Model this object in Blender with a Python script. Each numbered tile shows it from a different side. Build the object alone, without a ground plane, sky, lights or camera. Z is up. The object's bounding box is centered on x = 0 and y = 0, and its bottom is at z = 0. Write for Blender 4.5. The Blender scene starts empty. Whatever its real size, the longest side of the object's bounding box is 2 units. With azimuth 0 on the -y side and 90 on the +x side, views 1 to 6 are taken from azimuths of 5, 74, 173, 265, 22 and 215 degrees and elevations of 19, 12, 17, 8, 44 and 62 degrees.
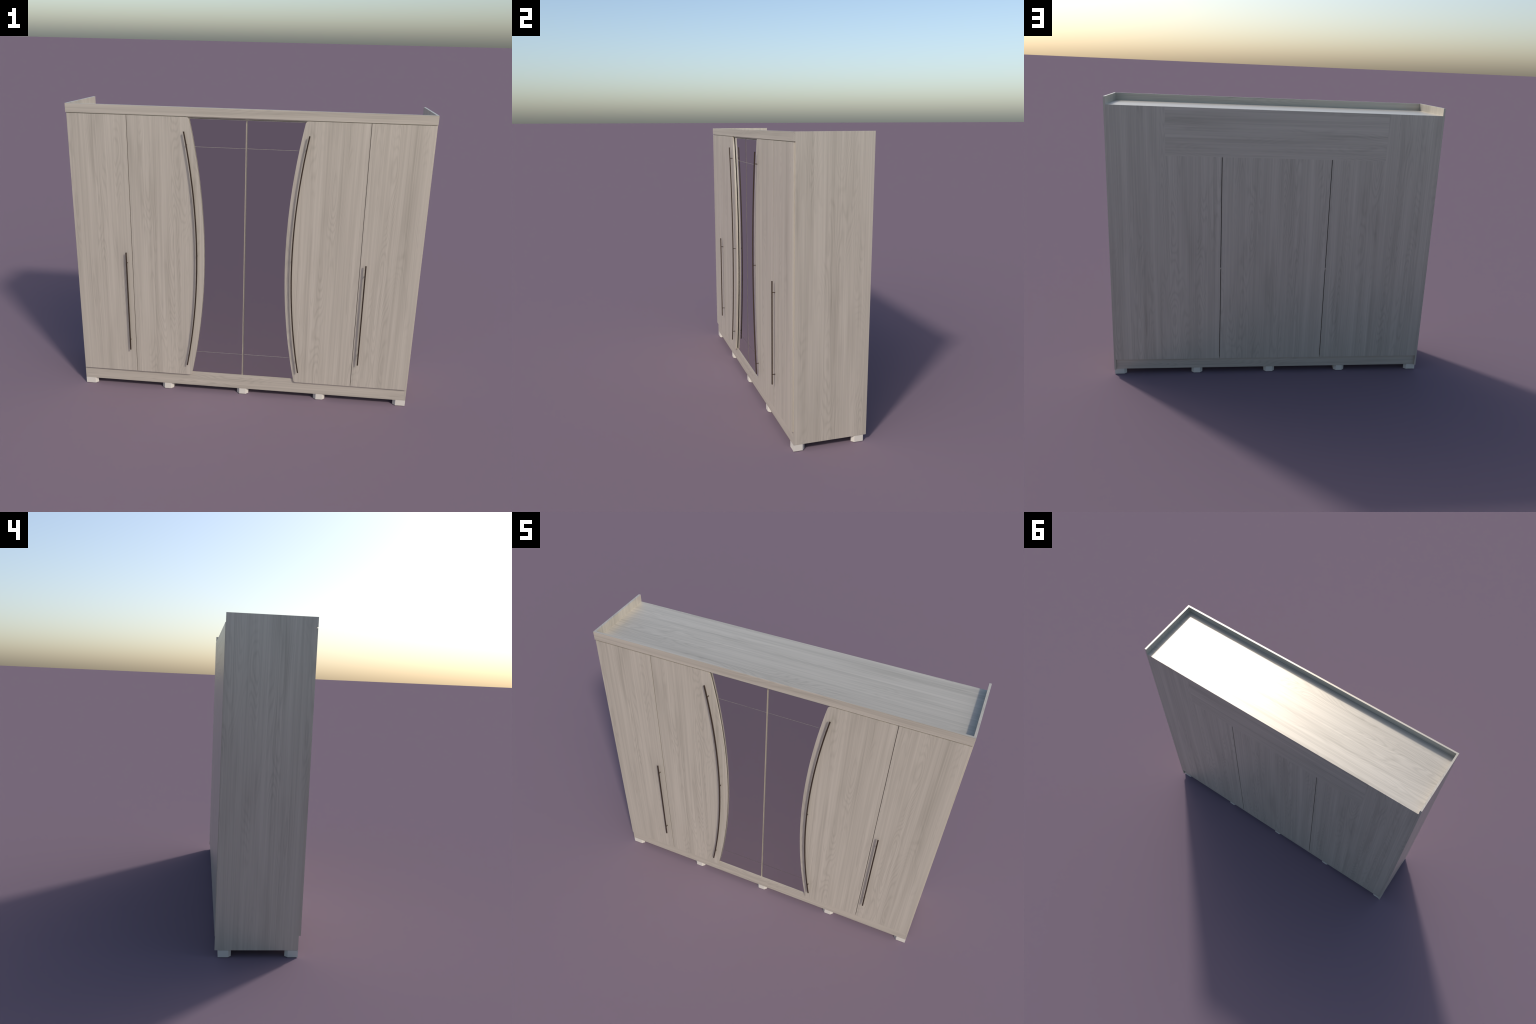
import bpy, bmesh, math
from mathutils import Vector

# ------------------------------------------------------------------ sizes (m)
W = 1.0            # half width
Y_BACK = 0.2338    # rear edge of the side panels
Y_REAR = 0.2358    # outer face of the back, slightly proud of the sides
Y_SIDE = -0.2023   # front edge of the side panels
Y_DOOR_BACK, Y_DOOR_FRONT = -0.2026, -0.2138
Z_FOOT = 0.0381    # underside of the carcass
Z_TOP = 1.7408     # top of the rim
T = 0.0117         # board thickness
Z_TRAY = 1.6962    # upper face of the top board
Z_DOOR0, Z_DOOR1 = 0.1162, 1.6884
Z_RAIL = 1.6926    # underside of the header rail
X_SEAM = 0.6603    # seam between outer and curved door
SEAM = 0.0015      # half width of that seam
Z_MID = 0.9005     # height of the belly of the curves
X_BELLY, R_EDGE = 0.2347, 3.80      # curved door edge
X_GRIP, R_GRIP = 0.2740, 3.90       # curved handle
BAR_W, BAR_D = 0.0074, 0.0066   # handle bar section
Y_MIRROR = -0.1990
Z_MIR0, Z_MIR1 = 0.1325, 1.6790   # visible glass
X_BACKSEAM = 0.3300


# ------------------------------------------------------------------ materials
def new_mat(name):
    m = bpy.data.materials.new(name)
    m.use_nodes = True
    nt = m.node_tree
    nt.nodes.clear()
    out = nt.nodes.new('ShaderNodeOutputMaterial')
    b = nt.nodes.new('ShaderNodeBsdfPrincipled')
    nt.links.new(b.outputs[0], out.inputs[0])
    return m, nt, b


def math_node(nt, op, a, b=None, c=None):
    n = nt.nodes.new('ShaderNodeMath')
    n.operation = op
    for i, v in enumerate((a, b, c)):
        if v is None:
            continue
        if isinstance(v, (int, float)):
            n.inputs[i].default_value = v
        else:
            nt.links.new(v, n.inputs[i])
    return n.outputs[0]


def wood(name, along, shift=0.0):
    """Pale greyish ash foil; the grain runs along axis 'z' or 'x'."""
    m, nt, bsdf = new_mat(name)
    L = nt.links.new
    tc = nt.nodes.new('ShaderNodeTexCoord')
    sep = nt.nodes.new('ShaderNodeSeparateXYZ')
    L(tc.outputs['Object'], sep.inputs[0])
    X, Y, Z = sep.outputs
    if along == 'z':
        u, v = math_node(nt, 'MULTIPLY_ADD', Y, 0.93, X), Z
    else:
        u, v = math_node(nt, 'MULTIPLY_ADD', Z, 0.93, Y), X
    u = math_node(nt, 'ADD', u, shift * 0.731)
    v = math_node(nt, 'ADD', v, shift)

    def noise(su, sv, detail, seed, rough=0.5):
        c = nt.nodes.new('ShaderNodeCombineXYZ')
        L(math_node(nt, 'MULTIPLY', u, su), c.inputs[0])
        L(math_node(nt, 'MULTIPLY', v, sv), c.inputs[1])
        c.inputs[2].default_value = seed
        n = nt.nodes.new('ShaderNodeTexNoise')
        n.inputs['Scale'].default_value = 1.0
        n.inputs['Detail'].default_value = detail
        n.inputs['Roughness'].default_value = rough
        L(c.outputs[0], n.inputs['Vector'])
        return n.outputs['Fac']

    def smooth(val, lo, hi):
        n = nt.nodes.new('ShaderNodeMapRange')
        n.interpolation_type = 'SMOOTHSTEP'
        L(val, n.inputs[0])
        n.inputs[1].default_value = lo
        n.inputs[2].default_value = hi
        return n.outputs[0]

    # growth rings: contour lines of a field stretched along the grain
    field = noise(12.0, 1.5, 1.0, 3.1, 0.4)
    wob = noise(110.0, 16.0, 2.0, 8.7)
    phase = math_node(nt, 'MULTIPLY_ADD', field, 125.0,
                      math_node(nt, 'MULTIPLY', wob, 2.2))
    rings = math_node(nt, 'MULTIPLY_ADD', math_node(nt, 'SINE', phase), 0.5, 0.5)
    rings = math_node(nt, 'POWER', rings, 2.4)
    ring_mask = smooth(noise(10.0, 1.2, 1.0, 21.0), 0.42, 0.62)
    rings = math_node(nt, 'MULTIPLY', rings, ring_mask)
    # broad light and dark lengthwise bands, finer streaks, fibres, pores
    band = smooth(noise(20.0, 0.40, 2.0, 5.5), 0.32, 0.68)
    streak = smooth(noise(85.0, 0.9, 2.0, 12.5), 0.30, 0.70)
    hair = smooth(noise(210.0, 1.6, 2.0, 17.5), 0.34, 0.66)
    fibre = noise(420.0, 6.0, 2.0, 31.0)
    patch = smooth(noise(15.0, 1.6, 2.0, 44.0), 0.52, 0.74)
    pore = smooth(noise(260.0, 24.0, 1.0, 71.0), 0.68, 0.80)
    pore = math_node(nt, 'MULTIPLY', pore, ring_mask)

    tone = math_node(nt, 'MULTIPLY_ADD', band, 0.26, 0.27)
    tone = math_node(nt, 'MULTIPLY_ADD', streak, 0.26, tone)
    tone = math_node(nt, 'MULTIPLY_ADD', hair, 0.22, tone)
    tone = math_node(nt, 'MULTIPLY_ADD', fibre, 0.16, tone)
    tone = math_node(nt, 'MULTIPLY_ADD', rings, -0.27, tone)
    tone = math_node(nt, 'MULTIPLY_ADD', patch, -0.22, tone)
    tone = math_node(nt, 'MULTIPLY_ADD', pore, -0.30, tone)

    ramp = nt.nodes.new('ShaderNodeValToRGB')
    e = ramp.color_ramp.elements
    e[0].position, e[0].color = 0.0, (*WOOD_DARK, 1)
    e[1].position, e[1].color = 1.0, (*WOOD_LIGHT, 1)
    L(tone, ramp.inputs[0])
    L(ramp.outputs[0], bsdf.inputs['Base Color'])
    bsdf.inputs['Roughness'].default_value = WOOD_ROUGH
    bsdf.inputs['Specular IOR Level'].default_value = WOOD_SPEC
    bsdf.inputs['Metallic'].default_value = WOOD_METAL
    return m


WOOD_DARK = (0.388, 0.350, 0.285)
WOOD_LIGHT = (0.596, 0.540, 0.450)
WOOD_ROUGH, WOOD_SPEC, WOOD_METAL = 0.345, 0.5, 0.34

WOOD_V = wood('pale_ash_upright_grain', 'z')
WOOD_V2 = wood('pale_ash_upright_grain_second_cut', 'z', 3.37)
WOOD_H = wood('pale_ash_level_grain', 'x', 7.9)

MIRROR, _nt, _b = new_mat('tinted_mirror')
_b.inputs['Base Color'].default_value = (0.60, 0.60, 0.61, 1)
_b.inputs['Metallic'].default_value = 1.0
_b.inputs['Roughness'].default_value = 0.02

BRONZE, _nt, _b = new_mat('dark_bronze_metal')
_n = _nt.nodes.new('ShaderNodeTexNoise')
_n.inputs['Scale'].default_value = 40.0
_r = _nt.nodes.new('ShaderNodeValToRGB')
_r.color_ramp.elements[0].color = (0.062, 0.043, 0.030, 1)
_r.color_ramp.elements[1].color = (0.074, 0.052, 0.036, 1)
_t = _nt.nodes.new('ShaderNodeTexCoord')
_nt.links.new(_t.outputs['Object'], _n.inputs['Vector'])
_nt.links.new(_n.outputs['Fac'], _r.inputs[0])
_nt.links.new(_r.outputs[0], _b.inputs['Base Color'])
_b.inputs['Metallic'].default_value = 0.6
_b.inputs['Roughness'].default_value = 0.35

PLASTIC, _nt, _b = new_mat('cream_plastic')
_b.inputs['Base Color'].default_value = (0.575, 0.535, 0.472, 1)
_b.inputs['Roughness'].default_value = 0.45

# ------------------------------------------------------------------ helpers
root = bpy.data.objects.new('wardrobe', None)
bpy.context.collection.objects.link(root)
root['label'] = 'wide pale ash wardrobe with curved doors and centre mirror'
root['category'] = 'wardrobe'


def add(name, bm, mat, parent=root):
    me = bpy.data.meshes.new(name)
    bmesh.ops.recalc_face_normals(bm, faces=bm.faces)
    bm.to_mesh(me)
    bm.free()
    me.materials.append(mat)
    ob = bpy.data.objects.new(name, me)
    bpy.context.collection.objects.link(ob)
    ob.parent = parent
    return ob


def box_into(bm, x0, x1, y0, y1, z0, z1):
    v = [bm.verts.new((x, y, z)) for x in (x0, x1) for y in (y0, y1) for z in (z0, z1)]
    for f in ((0, 1, 3, 2), (4, 6, 7, 5), (0, 4, 5, 1), (2, 3, 7, 6), (0, 2, 6, 4), (1, 5, 7, 3)):
        bm.faces.new([v[i] for i in f])


def board(name, x0, x1, y0, y1, z0, z1, mat, parent=root):
    bm = bmesh.new()
    box_into(bm, x0, x1, y0, y1, z0, z1)
    return add(name, bm, mat, parent)


def slab(name, outline, y0, y1, mat, parent=root):
    """Extrude an outline given in (x, z) from y0 to y1."""
    bm = bmesh.new()
    a = [bm.verts.new((x, y0, z)) for x, z in outline]
    b = [bm.verts.new((x, y1, z)) for x, z in outline]
    bm.faces.new(a)
    bm.faces.new(b)
    n = len(a)
    for i in range(n):
        bm.faces.new((a[i], a[(i + 1) % n], b[(i + 1) % n], b[i]))
    return add(name, bm, mat, parent)


def round_corner(p, a, b, r, n=6):
    """Points of a fillet of radius r at corner p between neighbours a and b."""
    p, a, b = Vector(p), Vector(a), Vector(b)
    d1, d2 = (a - p).normalized(), (b - p).normalized()
    half = math.acos(max(-1, min(1, d1.dot(d2)))) / 2
    t = r / math.tan(half)
    c = p + (d1 + d2).normalized() * (r / math.sin(half))
    s, e = p + d1 * t - c, p + d2 * t - c
    ang = s.angle_signed(e)
    pts = []
    for i in range(n + 1):
        th = -ang * i / n
        pts.append((c.x + s.x * math.cos(th) - s.y * math.sin(th),
                    c.y + s.x * math.sin(th) + s.y * math.cos(th)))
    return pts


def arc_x(z, x_mid, r):
    return x_mid + r - math.sqrt(r * r - (z - Z_MID) ** 2)


# ------------------------------------------------------------------ carcass
for s in (-1, 1):
    board('side_panel', *sorted((s * (W - T), s * W)), Y_SIDE, Y_BACK, Z_FOOT, Z_TOP,
          WOOD_V if s < 0 else WOOD_V2)

XI = W - T
Y_BK_IN = Y_REAR - 0.0060      # inner face of the thin back
board('tray_board', -XI, XI, -0.2012, Y_BK_IN, Z_TRAY - T, Z_TRAY, WOOD_H)
board('header_rail', -W, W, -0.2136, -0.2026, Z_RAIL, Z_TOP, WOOD_H)
board('filler_strip', -XI, XI, -0.2026, -0.2020, Z_TRAY - T + 0.001, Z_TRAY + 0.004, WOOD_H)
board('plinth', -XI, XI, -0.2019, -0.1900, 0.0372, 0.1308, WOOD_H)
board('plinth', -XI, XI, 0.2080, 0.2192, 0.0376, 0.1090, WOOD_H)
board('floor_board', -XI, XI, -0.1890, Y_BK_IN - 0.0005, 0.1092, 0.1200, WOOD_H)
board('shelf', -XI, XI, -0.1800, Y_REAR - 0.0012, 0.7215, 0.7310, WOOD_H)
board('shelf', -XI, XI, -0.1800, Y_BK_IN - 0.0005, 1.4150, 1.4265, WOOD_H)
for s in (-1, 1):
    board('partition', s * X_SEAM - T / 2, s * X_SEAM + T / 2, -0.1985, Y_BK_IN - 0.001,
          0.1205, Z_TRAY - T - 0.0005, WOOD_V)
board('stile', -0.0062, 0.0062, -0.1917, -0.1800, 0.1309, Z_TRAY - T - 0.0005, WOOD_V)

# thin back: two outer strips, a top panel and three lower panels with open slits
XB = 0.6600
G = 0.0021
for s in (-1, 1):
    board('back_panel', *sorted((s * XB, s * XI)), Y_BK_IN, Y_REAR, 0.1094, Z_TRAY, WOOD_V)
    board('back_panel', *sorted((s * (X_BACKSEAM + G), s * XB)), Y_BK_IN, Y_REAR, 0.1094, 1.4166, WOOD_V)
board('back_panel', -X_BACKSEAM + G, X_BACKSEAM - G, Y_BK_IN, Y_REAR, 0.1094, 1.4166, WOOD_V2)
board('back_panel', -XB, XB, Y_BK_IN, Y_REAR, 1.4166, Z_TRAY, WOOD_H)

# ------------------------------------------------------------------ feet
# plan of a foot: corner feet keep the outer corner square, the rest is clipped
C = 0.0155
for row, y_out, sgn in (('front', -0.2018, 1), ('rear', 0.2163, -1)):
    for xc in (-0.9630, -0.4720, 0.0010, 0.4760, 0.9630):
        hw, depth = (0.0370, 0.0685) if abs(xc) > 0.9 else (0.0352, 0.0685)
        x0, x1 = xc - hw, xc + hw
        corner = [(x0, 0), (x1, 0), (x1, depth), (x0, depth)]
        plan = []
        for i, (x, d) in enumerate(corner):
            outer = abs(xc) > 0.9 and d == 0 and (x - xc) * xc > 0
            if outer:
                plan.append((x, d))
                continue
            if abs(xc) > 0.9 and d > 0 and (x - xc) * xc < 0:
                continue                     # inner corner is cut away
            px, pd = corner[i - 1]
            nx, nd = corner[(i + 1) % 4]
            for qx, qd in ((px, pd), (nx, nd)):
                ln = math.hypot(qx - x, qd - d)
                plan.append((x + (qx - x) / ln * C, d + (qd - d) / ln * C))
        bm = bmesh.new()
        lo = [bm.verts.new((x, y_out + sgn * d, 0.0)) for x, d in plan]
        hi = [bm.verts.new((x, y_out + sgn * d, 0.0370)) for x, d in plan]
        bm.faces.new(lo)
        bm.faces.new(hi)
        for i in range(len(lo)):
            j = (i + 1) % len(lo)
            bm.faces.new((lo[i], lo[j], hi[j], hi[i]))
        add('foot', bm, PLASTIC)


# ------------------------------------------------------------------ handles
Y_BAR = -0.2325


def handle(path, posts, parent):
    """Square bar swept along path [(x, z)], carried by thin round posts."""
    w, h = BAR_W / 2, BAR_D / 2
    bm = bmesh.new()
    rings = []
    for i, (x, z) in enumerate(path):
        a, b = path[max(i - 1, 0)], path[min(i + 1, len(path) - 1)]
        t = Vector((b[0] - a[0], b[1] - a[1])).normalized()
        n = Vector((t.y, -t.x))
        ring = []
        c = 0.0009                       # eased long edges
        for du, dy in ((-w, -h + c), (-w + c, -h), (w - c, -h), (w, -h + c),
                       (w, h - c), (w - c, h), (-w + c, h), (-w, h - c)):
            ring.append(bm.verts.new((x + n.x * du, Y_BAR + dy, z + n.y * du)))
        rings.append(ring)
    for r0, r1 in zip(rings, rings[1:]):
        for k in range(8):
            bm.faces.new((r0[k], r0[(k + 1) % 8], r1[(k + 1) % 8], r1[k]))
    bm.faces.new(rings[0])
    bm.faces.new(rings[-1])
    for x, z in posts:
        lo, hi = [], []
        for k in range(12):
            a = 2 * math.pi * k / 12
            dx, dz = 0.0025 * math.cos(a), 0.0025 * math.sin(a)
            lo.append(bm.verts.new((x + dx, Y_DOOR_FRONT + 0.0005, z + dz)))
            hi.append(bm.verts.new((x + dx, Y_BAR + h - 0.0005, z + dz)))
        bm.faces.new(lo)
        bm.faces.new(hi)
        for k in range(12):
            bm.faces.new((lo[k], lo[(k + 1) % 12], hi[(k + 1) % 12], hi[k]))
    return add('handle', bm, BRONZE, parent)


# ------------------------------------------------------------------ doors
for s in (-1, 1):
    # straight outer door
    x_out, x_in = 0.9947, X_SEAM + SEAM
    pts = [(s * x_out, Z_DOOR0), (s * x_in, Z_DOOR0), (s * x_in, Z_DOOR1), (s * x_out, Z_DOOR1)]
    d = slab('door', pts, Y_DOOR_FRONT, Y_DOOR_BACK, WOOD_V if s < 0 else WOOD_V2)
    hx = s * 0.6913
    handle([(hx, 0.2722), (hx, 0.9026)], [(hx, 0.8345), (hx, 0.3345)], d)

    # curved inner door, belly towards the mirror
    x_in = X_SEAM - SEAM
    curve = [(arc_x(z, X_BELLY, R_EDGE), z)
             for z in [Z_DOOR1 + (Z_DOOR0 - Z_DOOR1) * i / 72 for i in range(73)]]
    top = round_corner(curve[0], (x_in, Z_DOOR1), curve[1], 0.016)
    bot = round_corner(curve[-1], curve[-2], (x_in, Z_DOOR0), 0.016)
    inner = [p for p in curve if bot[0][1] < p[1] < top[-1][1]]
    pts = [(x_in, Z_DOOR0), (x_in, Z_DOOR1)] + top + inner + bot
    d = slab('curved_door', [(s * x, z) for x, z in pts], Y_DOOR_FRONT, Y_DOOR_BACK,
             WOOD_V2 if s < 0 else WOOD_V)
    zs = [0.1930 + (1.6137 - 0.1930) * i / 64 for i in range(65)]
    handle([(s * arc_x(z, X_GRIP, R_GRIP), z) for z in zs],
           [(s * arc_x(z, X_GRIP, R_GRIP), z) for z in (1.5400, 0.9010, 0.2610)], d)

    # mirrored centre door: wooden slab carrying three panes split by thin grooves
    xa, xb = 0.0050, 0.3270
    d = board('mirror_door', *sorted((s * xa, s * xb)), Y_MIRROR + 0.0016, Y_MIRROR + 0.0055,
              Z_MIR0 - 0.0020, Z_MIR1 + 0.0026, WOOD_V)
    g = 0.0010
    for z0, z1 in ((Z_MIR0, 0.2735 - g), (0.2735 + g, 1.5290 - g), (1.5290 + g, Z_MIR1)):
        board('mirror_pane', *sorted((s * xa, s * xb)), Y_MIRROR, Y_MIRROR + 0.0015, z0, z1, MIRROR, d)
